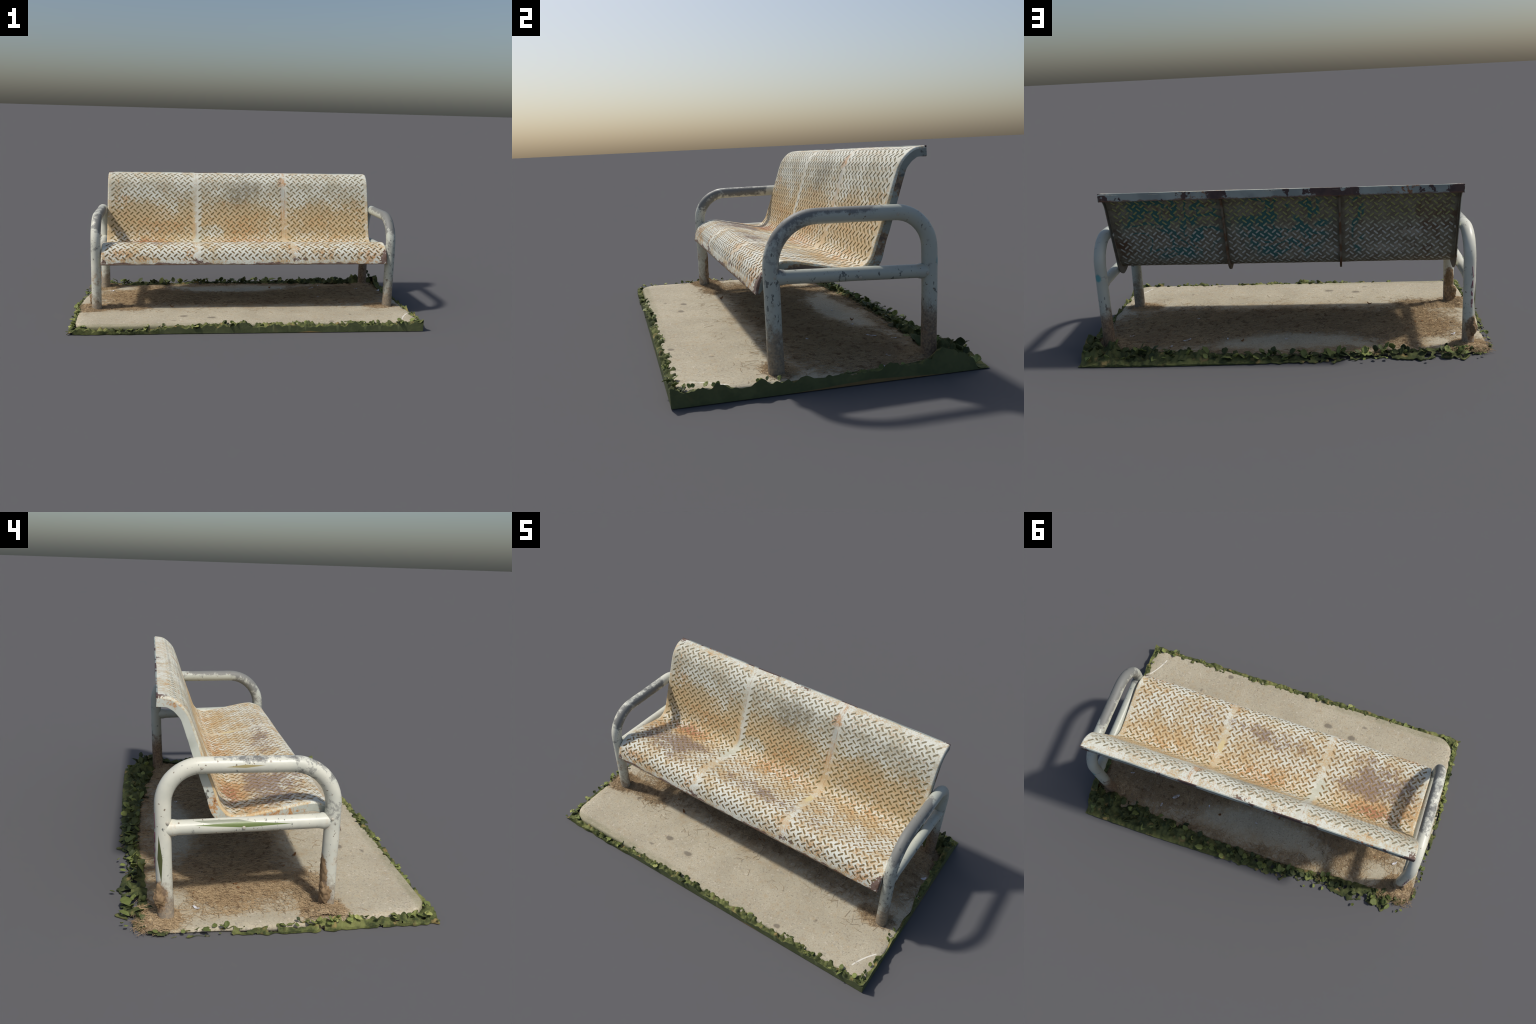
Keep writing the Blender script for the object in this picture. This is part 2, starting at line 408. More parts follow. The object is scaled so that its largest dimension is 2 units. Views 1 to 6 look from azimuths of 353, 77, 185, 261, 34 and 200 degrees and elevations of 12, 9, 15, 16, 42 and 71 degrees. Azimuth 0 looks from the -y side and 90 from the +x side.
def concrete_material():
    m = Mat('worn_concrete', rough=.9, spec=.15)
    big, mid, fine, grit = m.noise(5, 4), m.noise(30, 4), m.noise(150, 4, .7), m.voronoi(170)
    c = m.mix(m.step(big, .35, .65), srgb(187, 179, 157), srgb(175, 167, 146))
    c = m.mix(m.mul(m.step(fine, .40, .66), .45), c, srgb(160, 146, 124))
    c = m.mix(m.mul(m.step(m.noise(95, 2), .57, .68), .5), c, srgb(140, 136, 126))
    c = m.mix(m.mul(m.step(m.noise(120, 2, .5, vec=m.vec((1, 1, 1), (4, 2, 1))), .63, .70), .6), c, srgb(112, 100, 84))
    c = m.mix(m.mul(m.step(m.noise(70, 2, .5, vec=m.vec((1, 1, 1), (9, 2, 1))), .64, .70), .45), c, srgb(216, 206, 188))
    # tan soil stain around the legs and along the sheltered strip
    soil = m.step(m.add(m.blobs(((-.1, -.14, .03), (1.1, .22, .2), .65), ((.85, -.2, .03), (.18, .12, .1), .6),
                                ((0, .40, .02), (1.1, .12, .1), .6), ((-.87, -.18, .03), (.2, .14, .1), .5)),
                        m.mul(m.sub(big, .5), .9), m.mul(m.sub(mid, .5), .7)), .25, .9)
    c = m.mix(m.mul(soil, .65), c, srgb(170, 148, 114))
    # thin straw dust blending the litter into the slab
    dust = m.blobs(*[((cx, cy, .03), (rx * 1.25, ry * 1.3, .3), w, .15) for (cx, cy, rx, ry, w) in STRAW_BLOBS])
    bare = m.blobs(*[((cx, cy, .03), (rx, ry, .3), w, .2) for (cx, cy, rx, ry, w) in BARE_BLOBS])
    fib = m.mx(m.noise(1.0, 4, .65, vec=m.vec((60, 300, 80), rot=(0, 0, .6))), m.noise(1.0, 4, .65, vec=m.vec((300, 60, 80), rot=(0, 0, .3))))
    dust = m.step(m.add(dust, m.mul(bare, -.8), m.con(fib, 3.0), m.con(mid, 2.0)), .10, 1.0)
    c = m.mix(m.mul(dust, .8), c, m.mix(m.step(fib, .48, .66), srgb(138, 124, 102), srgb(190, 168, 132)))
    # oily spots
    spots = m.blobs(((-.36, -.37, .04), (.045, .03, .1), .9), ((.474, -.519, .05), (.03, .024, .1), .9),
                    ((-.204, -.401, .04), (.05, .03, .1), .8), ((-.42, -.46, .04), (.04, .02, .1), .6),
                    ((.18, -.30, .04), (.04, .04, .1), .35), ((.62, -.38, .04), (.02, .06, .1), .5),
                    ((-.1, -.47, .04), (.07, .04, .1), .3), ((.78, -.53, .04), (.12, .04, .1), .3))
    c = m.mix(m.mul(m.step(m.add(spots, m.mul(m.sub(mid, .5), .7)), .25, .65), .75), c, srgb(112, 104, 92))
    # chalk stroke near the front corner
    dx, dy = m.sub(m.x, .927), m.sub(m.y, -.434)
    along = m.add(m.mul(dx, .489), m.mul(dy, .872))
    across = m.add(m.mul(dx, -.872), m.mul(dy, .489), m.mul(m.mul(along, along), 1.2))
    chalk = m.mul(m.step(m.absv(across), .0052, .0016), m.step(m.absv(along), .074, .066), m.step(mid, .30, .45))
    c = m.mix(m.mul(chalk, .85), c, srgb(232, 228, 216))
    # green-grey algae on the sides
    side = m.mul(m.step(m.add(m.z, m.mul(m.y, .03), m.mul(m.sub(mid, .5), .02)), .034, .016), m.step(m.y, -.50, -.53))
    c = m.mix(m.mul(side, .7), c, srgb(126, 124, 92))
    m.bump(m.add(m.mul(fine, .6), m.mul(mid, .6)), .35, .003)
    return m.colour(c)

def straw_mat_material():
    m = Mat('straw_litter', rough=.95, spec=.05)
    v1 = m.noise(1.0, 4, .65, vec=m.vec((60, 300, 80), rot=(0, 0, .6)))
    v2 = m.noise(1.0, 4, .65, vec=m.vec((300, 60, 80), rot=(0, 0, .3)))
    big, mid = m.noise(6, 4), m.noise(26, 4)
    c = m.mix(m.step(m.mx(v1, v2), .46, .64), srgb(140, 124, 102), srgb(202, 180, 144))
    c = m.mix(m.mul(m.step(big, .42, .65), .55), c, srgb(134, 118, 98))
    c = m.mix(m.mul(m.step(mid, .56, .70), .6), c, srgb(100, 86, 70))
    c = m.mix(m.mul(m.blob((-.80, .10, .02), (.3, .5, .2)), .35), c, srgb(198, 164, 116))
    m.bump(m.add(m.mx(v1, v2), mid), .6, .006)
    return m.colour(c)

def strand_material():
    m = Mat('dry_straw', rough=.9, spec=.1)
    c = m.mix(m.noise(9, 3), srgb(204, 180, 142), srgb(150, 126, 98))
    c = m.mix(m.mul(m.step(m.noise(40, 2), .55, .65), .7), c, srgb(116, 90, 66))
    return m.colour(c)

def moss_material():
    m = Mat('ground_cover_green', rough=.85, spec=.15)
    big, mid, fine = m.noise(10, 4), m.noise(45, 4, .6), m.noise(140, 3)
    c = m.mix(m.step(mid, .38, .62), srgb(96, 102, 60), srgb(58, 66, 40))
    c = m.mix(m.mul(m.step(big, .5, .62), .7), c, srgb(128, 132, 80))  # lighter spots painted as sun catching the leaf tops
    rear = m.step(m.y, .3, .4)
    c = m.mix(m.mul(rear, .45), c, srgb(56, 64, 42))  # rear greenery colour lowered, shadow baked into the moss
    c = m.mix(m.mul(m.step(fine, .5, .7), .4), c, srgb(92, 84, 54))
    c = m.mix(m.mul(m.step(m.noise(22, 3, .5, vec=m.vec((1, 1, 1), (3, 7, 1))), .58, .70), .7), c, srgb(150, 128, 84))
    # clean-cut faces along the +x side and most of the front are one flat green
    cut = m.mx(m.step(m.x, .9972, .9984), m.mul(m.step(m.y, -.5718, -.5728), m.step(m.add(m.x, m.mul(m.sub(big, .5), .4)), -.58, -.50)))
    cutc = m.mix(m.step(big, .4, .65), srgb(98, 104, 72), srgb(78, 86, 60))
    cutc = m.mix(m.mul(m.step(m.add(m.z, m.mul(m.absv(m.sub(m.y, .12)), .05)), .016, .012), m.step(m.x, .9, .99)), cutc, srgb(132, 108, 74))
    cutc = m.mix(m.mul(m.step(m.add(m.z, m.mul(m.absv(m.sub(m.x, .34)), .12)), .010, .007), m.step(m.y, -.5, -.57)), cutc, srgb(140, 118, 76))
    c = m.mix(m.mul(cut, .85), c, cutc)
    m.bump(m.add(mid, m.mul(fine, .4)), .4, .004)
    return m.colour(c)

def leaf_material(name, a, b):
    m = Mat(name, rough=.6, spec=.3)
    r = m.random()
    c = m.mix(r, a, b)
    c = m.mix(m.mul(m.step(m.noise(60, 3), .5, .7), .45), c, srgb(96, 98, 58))
    tr = m.n.new('ShaderNodeBsdfTranslucent')
    m.put(tr.inputs['Color'], c)
    mixn = m.n.new('ShaderNodeMixShader')
    mixn.inputs[0].default_value = .2
    out = next(x for x in m.n if x.type == 'OUTPUT_MATERIAL')
    m.nt.links.new(m.bsdf.outputs[0], mixn.inputs[1])
    m.nt.links.new(tr.outputs[0], mixn.inputs[2])
    m.nt.links.new(mixn.outputs[0], out.inputs[0])
    return m.colour(c)

def plain(name, col, rough=.7, spec=.2, col2=None, scale=30):
    m = Mat(name, rough=rough, spec=spec)
    return m.colour(m.mix(m.noise(scale, 3), col, col2) if col2 else col)

MAT_FRONT = sheet_front_material()
MAT_SLOT = slot_front_material()
MAT_BACK = sheet_back_material()
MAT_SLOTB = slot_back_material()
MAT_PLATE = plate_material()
MAT_HEM = hem_material()
MAT_RIB = rib_material()
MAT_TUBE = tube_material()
MAT_CONC = concrete_material()
MAT_STRAW = straw_mat_material()
MAT_STRAND = strand_material()
MAT_MOSS = moss_material()
MAT_LEAF = [leaf_material('leaf_green', srgb(142, 152, 86), srgb(98, 110, 60)),
            leaf_material('leaf_dark_green', srgb(88, 98, 58), srgb(56, 66, 40)),
            leaf_material('leaf_yellow_green', srgb(172, 176, 108), srgb(134, 142, 78))]
MAT_BOLT = plain('bolt_paint', srgb(206, 204, 190), .5, .4, srgb(150, 140, 124), 200)
MAT_CLUMP = plain('caked_soil_and_straw', srgb(164, 140, 108), .95, .05, srgb(92, 74, 58), 75)
MAT_PAPER = plain('paper_scrap', srgb(206, 206, 210), .8, .2)
MAT_DRYLEAF = plain('dry_leaf', srgb(148, 106, 68), .8, .1, srgb(112, 80, 54), 60)
MAT_TAG = plain('purple_marker', srgb(120, 62, 84), .6, .3, srgb(96, 48, 70), 80)

# ------------------------------------------------------------------ hierarchy
bench = empty('park_bench')
bench["label"] = "weathered cream perforated steel bench on a mossy concrete pad"
bench["category"] = "park bench"

# ------------------------------------------------------------------ seat sheet
# Side profile (y, z) of the one bent sheet, from the front hem over the seat,
# up the backrest to the rolled top.
PROFILE = [(-.240, .316), (-.2355, .340), (-.226, .366), (-.212, .389), (-.188, .408), (-.160, .421),
           (-.133, .426), (-.090, .421), (-.050, .412), (.000, .402), (.056, .389), (.100, .380),
           (.136, .377), (.160, .385), (.176, .398), (.190, .417), (.2025, .449), (.215, .485),
           (.230, .527), (.245, .573), (.2605, .620), (.275, .665), (.291, .712), (.302, .738),
           (.318, .760), (.340, .780), (.366, .793), (.408, .797)]

def dense_profile(pts, n=8):
    out = []
    for i in range(len(pts) - 1):
        p0 = Vector(pts[max(i - 1, 0)]); p1 = Vector(pts[i])
        p2 = Vector(pts[i + 1]); p3 = Vector(pts[min(i + 2, len(pts) - 1)])
        for k in range(n):
            t = k / n
            out.append(.5 * ((2 * p1) + (p2 - p0) * t + (2 * p0 - 5 * p1 + 4 * p2 - p3) * t * t
                             + (3 * p1 - p0 - 3 * p2 + p3) * t ** 3))
    out.append(Vector(pts[-1]))
    return out

PROF = dense_profile(PROFILE)
ARC = [0.0]
for a, b in zip(PROF, PROF[1:]):
    ARC.append(ARC[-1] + (b - a).length)
S = ARC[-1]

def prof_at(v):
    v = clamp(v, 0, S)
    lo, hi = 0, len(ARC) - 1
    while hi - lo > 1:
        m = (lo + hi) // 2
        if ARC[m] <= v:
            lo = m
        else:
            hi = m
    t = (v - ARC[lo]) / (ARC[hi] - ARC[lo])
    p = PROF[lo].lerp(PROF[hi], t)
    i0, i1 = max(lo - 2, 0), min(hi + 2, len(PROF) - 1)
    tan = (PROF[i1] - PROF[i0]).normalized()
    return p, Vector((-tan.y, tan.x))          # point, normal (towards the sitter)

ROLL = .009                    # bend radius between the sheet and its flanges
THICK = .0065

def sheet_pos(u, v, d):
    """Point on the sheet: u along the bench, v along the profile, d behind the front face."""
    p, n = prof_at(v)
    p = p.copy()
    dent = .0016 * nz(u, v, 3.3, 5.0) + .0010 * nz(u, v, 9.1, 14.0)
    lo, hi = UL + ROLL, UR - ROLL
    x = u
    if u < lo:
        th = (lo - u) / ROLL
        x = lo - (ROLL - d) * sin(th)
        d = ROLL - (ROLL - d) * cos(th)
    elif u > hi:
        th = (u - hi) / ROLL
        x = hi + (ROLL - d) * sin(th)
        d = ROLL - (ROLL - d) * cos(th)
    q = p - n * (d - dent)
    return Vector((x, q.x - .0082 * x, q.y + .0076 * x))

def slot_layout():
    """Tread-plate lattice: '/' and '\\' slots on two interleaved grids, three panels."""
    slots = []
    step_v = .0397
    panels = [(-.807, 13, -.7865, 13, .0399), (-.2495, 14, -.2292, 13, .0402), (.3525, 13, .3310, 13, .0400)]
    for (a0, na, b0, nb, step) in panels:
        for k in range(23):
            for i in range(na):
                slots.append((a0 + step * i, .0550 + step_v * k, 1))
            for i in range(nb):
                slots.append((b0 + step * i, .0345 + step_v * k, -1))
    return slots

def slot_outline(cu, cv, s, half_len, half_wid, n=4):
    pts = []
    ax = Vector((cos(radians(43)), s * sin(radians(43))))
    ay = Vector((-ax.y, ax.x))
    L = half_len - half_wid
    for end in (1, -1):
        for k in range(n + 1):
            a = -pi / 2 + pi * k / n
            q = ax * (L * end) + (ax * cos(a) + ay * sin(a)) * half_wid * end
            pts.append(Vector((cu + q.x, cv + q.y)))
    return pts

def build_sheet():
    slots = slot_layout()
    HL, HW = .0148, .0047
    u0, u1 = UL + ROLL - ROLL * pi / 2, UR - ROLL + ROLL * pi / 2
    verts2, faces2, outlines = [], [], []
    for (cu, cv, s) in slots:
        jit = rng.uniform(-.0005, .0005)
        o = slot_outline(cu + jit, cv + rng.uniform(-.0005, .0005), s, HL + rng.uniform(-.0012, .0006), HW)
        base = len(verts2)
        verts2 += o
        outlines.append(range(base, base + len(o)))
        faces2.append(list(range(base, base + len(o))))
    # boundary
    nb_u, nb_v = 170, 110
    ring = []
    for i in range(nb_u):
        ring.append((u0 + (u1 - u0) * i / nb_u, 0.0))
    for i in range(nb_v):
        ring.append((u1, S * i / nb_v))
    for i in range(nb_u):
        ring.append((u1 - (u1 - u0) * i / nb_u, S))
    for i in range(nb_v):
        ring.append((u0, S - S * i / nb_v))
    b0 = len(verts2)
    verts2 += [Vector(p) for p in ring]
    edges2 = [(b0 + i, b0 + (i + 1) % len(ring)) for i in range(len(ring))]
    # free points between the slots, denser in the rolled sides
    cells = {}
    for (cu, cv, s) in slots:
        cells.setdefault((int(cu // .04), int(cv // .04)), []).append((cu, cv, s))
    def clear(u, v):
        ci, cj = int(u // .04), int(v // .04)
        for i in (ci - 1, ci, ci + 1):
            for j in (cj - 1, cj, cj + 1):
                for (cu, cv, s) in cells.get((i, j), ()):
                    du, dv = u - cu, v - cv
                    a = (du + s * dv) * .7071
                    b = (-s * du + dv) * .7071
                    if abs(a) < HL + .004 and abs(b) < HW + .004:
                        return False
        return True
    cols = [u0 + ROLL * pi / 2 * k / 5 for k in range(1, 6)] + [u1 - ROLL * pi / 2 * k / 5 for k in range(1, 6)]
    cols += [UL + ROLL + (UR - UL - 2 * ROLL) * i / 150 for i in range(1, 150)]
    for j in range(1, 98):
        v = S * j / 98
        for u in cols:
            if clear(u, v):
                verts2.append(Vector((u, v)))
    res = delaunay_2d_cdt(verts2, edges2, faces2, 1, 1e-7)
    ov, oe, of, orig_v, orig_e, orig_f = res
    remap = {}
    for new, olds in enumerate(orig_v):
        for o in olds:
            remap[o] = new
    tris = [f for f, src in zip(of, orig_f) if not src]
    split_v = .4420
    out = {'seat': [], 'backrest': []}
    # which slots belong to the seat
    for kind in ('seat', 'backrest'):
        verts, faces, mids, norms = [], [], [], []
        index = {}
        def vid(i, side):
            key = (i, side)
            if key not in index:
                u, v = ov[i]
                index[key] = len(verts)
                p = sheet_pos(u, v, 0.0 if side == 0 else THICK)
                e = 1e-4
                a = sheet_pos(u + e, v, 0) - sheet_pos(u - e, v, 0)
                b = sheet_pos(u, min(v + e, S), 0) - sheet_pos(u, max(v - e, 0), 0)
                n = a.cross(b).normalized()
                verts.append(p)
                norms.append(n if side == 0 else -n)
            return index[key]
        def mine(v):
            return (v < split_v) == (kind == 'seat')
        for t in tris:
            cv = sum(ov[i].y for i in t) / 3
            if not mine(cv):
                continue
            a, b, c = t
            if (ov[b] - ov[a]).cross(ov[c] - ov[a]) < 0:
                a, b, c = a, c, b
            faces.append((vid(a, 0), vid(b, 0), vid(c, 0))); mids.append(0)
            faces.append((vid(a, 1), vid(c, 1), vid(b, 1))); mids.append(2)
        # pressed slots: wall + floor on each face of the sheet
        for (cu, cv, s), o in zip(slots, outlines):
            if not mine(cv):
                continue
            ids = [remap[i] for i in o]
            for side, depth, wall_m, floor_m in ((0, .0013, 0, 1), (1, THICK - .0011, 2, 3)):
                top, bot = [], []
                for i in ids:
                    u, v = ov[i]
                    e = 1e-4
                    p = sheet_pos(u, v, 0.0 if side == 0 else THICK)
                    q = sheet_pos(cu + (u - cu) * .93, cv + (v - cv) * .93, depth)
                    c = sheet_pos(cu, cv, depth)
                    wn = (c - q).normalized()
                    top.append(len(verts)); verts.append(p); norms.append(wn)
                    bot.append(len(verts)); verts.append(q); norms.append(wn)
                _, pn = prof_at(cv)
                fn = Vector((0, pn.x, pn.y)) * (1 if side == 0 else -1)
                fl = []
                for i in ids:
                    u, v = ov[i]
                    fl.append(len(verts))
                    verts.append(sheet_pos(cu + (u - cu) * .93, cv + (v - cv) * .93, depth)); norms.append(fn)
                k = len(ids)
                for i in range(k):
                    j = (i + 1) % k
                    f = (top[i], top[j], bot[j], bot[i])
                    faces.append(f if side == 0 else f[::-1]); mids.append(wall_m)
                faces.append(tuple(fl) if side == 0 else tuple(fl[::-1])); mids.append(floor_m)
        # rim joining both skins along the outside edge
        rim = [remap[b0 + i] for i in range(len(ring))]
        for i in range(len(rim)):
            a, b = rim[i], rim[(i + 1) % len(rim)]
            if not mine((ov[a].y + ov[b].y) / 2):
                continue
            quad = []
            for (k, d) in ((a, 0.0), (a, THICK), (b, THICK), (b, 0.0)):
                quad.append(len(verts)); verts.append(sheet_pos(ov[k].x, ov[k].y, d))
            n = (verts[quad[1]] - verts[quad[0]]).cross(verts[quad[3]] - verts[quad[0]]).normalized()
            norms += [n] * 4
            faces.append(tuple(quad)); mids.append(0)
        out[kind] = (verts, faces, mids, norms)
    return out

parts = build_sheet()
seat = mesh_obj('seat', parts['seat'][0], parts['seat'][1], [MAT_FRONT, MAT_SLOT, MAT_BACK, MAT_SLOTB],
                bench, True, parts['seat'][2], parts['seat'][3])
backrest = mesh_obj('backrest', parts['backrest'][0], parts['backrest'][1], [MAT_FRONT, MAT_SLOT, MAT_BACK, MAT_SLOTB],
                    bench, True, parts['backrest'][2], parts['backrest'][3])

def profile_plate(name, x0, x1, d0, d1, v0, v1, mat, parent, taper=None, n=120):
    """Plate standing edge-on behind the sheet, following the profile from v0 to v1."""
    verts, faces = [], []
    for i in range(n + 1):
        v = v0 + (v1 - v0) * i / n
        p, nn = prof_at(v)
        dd = d1 if taper is None else taper(v)
        wob = .0010 * nz(v, x0, 1.0, 30)
        for (x, d) in ((x0, d0), (x1, d0), (x1, dd + wob), (x0, dd + wob)):
            q = p - nn * d
            verts.append((x, q.x - .0082 * x, q.y + .0076 * x))
        if i:
            a, b = (i - 1) * 4, i * 4
            for k in range(4):
                faces.append((a + k, a + (k + 1) % 4, b + (k + 1) % 4, b + k))
    faces.append((0, 3, 2, 1))
    e = n * 4
    faces.append((e, e + 1, e + 2, e + 3))
    ob = mesh_obj(name, verts, faces, [mat], parent, False)
    bv = ob.modifiers.new('Bevel', 'BEVEL')
    bv.width = .0012; bv.segments = 2; bv.limit_method = 'ANGLE'; bv.angle_limit = radians(50)
    return ob

def flange_depth(v):
    return interp(v, [(0, .012), (.03, .030), (.07, .036), (.36, .034), (.44, .046), (.50, .044), (.56, .038), (.84, .034), (S, .036)])

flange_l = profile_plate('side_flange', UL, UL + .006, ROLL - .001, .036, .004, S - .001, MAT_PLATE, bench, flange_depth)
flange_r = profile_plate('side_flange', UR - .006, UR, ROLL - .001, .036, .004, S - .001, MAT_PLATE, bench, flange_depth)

def rib_depth(v):
    return interp(v, [(0, .014), (.08, .026), (.40, .026), (.45, .033), (.52, .034), (.60, .031), (.80, .030), (.90, .034), (S, .036)])
for xr in (.293, -.274):
    profile_plate('rib', xr - .0055, xr + .0055, THICK - .001, .03, .02, S - .004, MAT_RIB, bench, rib_depth)

def box(name, x0, x1, prof, mat, parent, skew=True, nx=60, bevel=.0012, wob=0.0):
    """Bar along x with cross-section prof [(y, z), ...], following the tilt of the bench."""
    verts, faces = [], []
    k = len(prof)
    for i in range(nx + 1):
        x = x0 + (x1 - x0) * i / nx
        for (y, z) in prof:
            w = wob * nz(x, z, y, 9)
            verts.append((x, y - (.0082 * x if skew else 0) + w, z + (.0076 * x if skew else 0) + w))
        if i:
            a, b = (i - 1) * k, i * k
            for j in range(k):
                faces.append((a + j, b + j, b + (j + 1) % k, a + (j + 1) % k))
    faces.append(tuple(range(k)))
    faces.append(tuple(range(nx * k + k - 1, nx * k - 1, -1)))
    ob = mesh_obj(name, verts, faces, [mat], parent, False)
    if bevel:
        bv = ob.modifiers.new('Bevel', 'BEVEL')
        bv.width = bevel; bv.segments = 2; bv.limit_method = 'ANGLE'
    return ob

# downturned hem along the top edge, inturned hem along the front edge
box('top_hem', UL + .0005, UR - .0005, [(.4085, .7985), (.4085, .759), (.4025, .759), (.4025, .7985)], MAT_HEM, bench, wob=.0008)
box('front_hem', UL + .002, UR - .002, [(-.2405, .3175), (-.2405, .3125), (-.222, .3135), (-.222, .3175)], MAT_RIB, bench, wob=.0008)

# ------------------------------------------------------------------ tubular side frames
def loop_path(x, yf, yb, zf, zb, zbar_f, zbar_b, rf, rb):
    """Front foot, up, bend, armrest, bend, down to the back foot; tags leg / armrest."""
    pts = []
    def put(y, z, tag): pts.append((Vector((x, y, z)), tag))
    n = 26
    for i in range(n):
        put(yf + .004 * (1 - i / n), zf + (zbar_f - rf - zf) * i / n, 'front')
    for i in range(17):
        a = pi - (pi / 2) * i / 16
        put(yf + rf + rf * cos(a), zbar_f - rf + rf * sin(a), 'arm' if i > 0 else 'front')
    y0, y1 = yf + rf, yb - rb
    for i in range(1, n):
        t = i / n
        put(y0 + (y1 - y0) * t, zbar_f + (zbar_b - zbar_f) * t, 'arm')
    for i in range(17):
        a = pi / 2 - (pi / 2) * i / 16
        put(yb - rb + rb * cos(a), zbar_b - rb + rb * sin(a), 'arm' if i < 16 else 'back')
    for i in range(1, n + 1):
        put(yb - .010 * (i / n) * (i / n), zbar_b - rb + (zb - zbar_b + rb) * i / n, 'back')
    return pts

def sweep(points, radius, parent, names, mat, seg=28, seed=0.0):
    """Sweep a circle along a planar path (x constant) and cut it into named pieces."""
    rings, norms = [], []
    P = [p for p, _ in points]
    for i, p in enumerate(P):
        t = (P[min(i + 1, len(P) - 1)] - P[max(i - 1, 0)]).normalized()
        bx = Vector((1, 0, 0))
        by = t.cross(bx).normalized()
        r, nr = [], []
        for k in range(seg):
            a = 2 * pi * k / seg
            d = bx * cos(a) + by * sin(a)
            rad = radius(i) + .0007 * noise.noise(p * 11 + d * .8 + Vector((seed, 0, 0))) \
                + .0004 * noise.noise(p * 45 + d * 2 + Vector((seed, 0, 0)))
            r.append(p + d * rad); nr.append(d)
        rings.append(r); norms.append(nr)
    groups = []
    for i in range(len(points) - 1):
        tag = points[i + 1][1] if points[i + 1][1] == points[i][1] else 'arm'
        if groups and groups[-1][0] == tag:
            groups[-1][2] = i + 1
        else:
            groups.append([tag, i, i + 1])
    for tag, a, b in groups:
        verts, ns, faces = [], [], []
        for i in range(a, b + 1):
            verts += rings[i]; ns += norms[i]
        for i in range(b - a):
            for k in range(seg):
                k2 = (k + 1) % seg
                faces.append((i * seg + k, i * seg + k2, (i + 1) * seg + k2, (i + 1) * seg + k))
        if a == 0:
            faces.append(tuple(range(seg - 1, -1, -1)))
        if b == len(points) - 1:
            e = (b - a) * seg
            faces.append(tuple(range(e, e + seg)))
        mesh_obj(names[tag], verts, faces, [mat], parent, True, None, ns)

def crossbar(parent, x, y0, z0, y1, z1, r, seed):
    pts = []
    n = 40
    for i in range(n + 1):
        t = i / n
        pts.append((Vector((x, y0 + (y1 - y0) * t, z0 + (z1 - z0) * t)), 'bar'))
    def rad(i):
        t = i / n
        e = min(t, 1 - t) * abs(y1 - y0)          # weld bead flares the ends
        return r + .004 * exp(-((e - .024) / .010) ** 2) if e < .05 else r
    sweep(pts, rad, parent, {'bar': 'crossbar', 'arm': 'crossbar'}, mat=MAT_TUBE, seed=seed)

def bolt(parent, pos, r=.0065):
    bm = bmesh.new()
    bmesh.ops.create_uvsphere(bm, u_segments=12, v_segments=8, radius=r)
    me = bpy.data.meshes.new('bolt')
    bm.to_mesh(me); bm.free()
    for p in me.polygons: p.use_smooth = True
    me.materials.append(MAT_BOLT)
    ob = link(bpy.data.objects.new('bolt', me), parent)
    ob.location = pos
    ob.scale = (.5, 1, 1)
    return ob

NAMES = {'front': 'leg', 'back': 'leg', 'arm': 'armrest'}
frame_r = empty('side_frame', bench)
frame_l = empty('side_frame', bench)
LEG_R = .0286
def tube_rad(n_pts, bar_thin=.0):
    def f(i):
        t = i / n_pts
        return LEG_R - bar_thin * sstep(.2, .35, t) * sstep(.8, .65, t) + .0008 * sstep(.10, 0, min(t, 1 - t))
    return f
pr = loop_path(.897, -.197, .393, .010, .000, .583, .577, .165, .134)
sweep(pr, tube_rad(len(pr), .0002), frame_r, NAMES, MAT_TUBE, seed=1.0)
pl = loop_path(-.872, -.189, .398, .004, .000, .567, .566, .148, .132)
sweep(pl, tube_rad(len(pl), -.0004), frame_l, NAMES, MAT_TUBE, seed=5.0)
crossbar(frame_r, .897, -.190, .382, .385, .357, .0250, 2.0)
crossbar(frame_l, -.872, -.182, .360, .392, .347, .0262, 7.0)
for p in ((.262, .573), (-.191, .386), (.118, .361), (.373, .354)):
    bolt(frame_r, (.897 + .0270, p[0], p[1]))
for p in ((.271, .564), (.383, .374), (.126, .351), (-.182, .373)):
    bolt(frame_l, (-.872 - .0272, p[0], p[1]))
# bolts through the rear of the flanges
for x, fr in ((UR - .02, frame_r), (UL + .02, frame_l)):
    bolt(fr, (x, .285, .573 + .0076 * x), .008)

# marker tag down the -x back leg: a column of strokes wrapped on the tube
def tag_stroke(pts, w=.0028):
    verts, faces = [], []
    for i, (a, z) in enumerate(pts):
        for s in (-1, 1):
            an = radians(a) + s * w / LEG_R * .5
            verts.append((-.872 - (LEG_R + .0009) * sin(an), .398 + (LEG_R + .0009) * cos(an), z + s * w * .35))
        if i:
            b = i * 2
            faces.append((b - 2, b - 1, b + 1, b))
    return verts, faces
strokes = [[(16, .405), (20, .375), (26, .352), (14, .350)],
           [(22, .338), (12, .315), (8, .300)], [(22, .338), (22, .318), (24, .300)], [(14, .318), (24, .314)],
           [(20, .292), (10, .286), (10, .270), (18, .262), (20, .276), (10, .280)],
           [(20, .248), (10, .244), (9, .226), (18, .222), (21, .236), (19, .248)], [(14, .222), (10, .208), (18, .206)]]
tv, tf = [], []
for st in strokes:
    v, f = tag_stroke(st)
    tf += [tuple(i + len(tv) for i in q) for q in f]
    tv += v
tag = mesh_obj('graffiti_tag', tv, tf, [MAT_TAG], frame_l, True)
sol = tag.modifiers.new('Solidify', 'SOLIDIFY'); sol.thickness = .0006; sol.offset = 0

# ------------------------------------------------------------------ concrete pad
def pad_z(x, y):
    return .0285 + .006 * x - .030 * y - .003 * sstep(.0, .35, y) * sstep(.9, .3, x) + .003 * exp(-((x - .75) / .3) ** 2 - ((y - .1) / .2) ** 2)

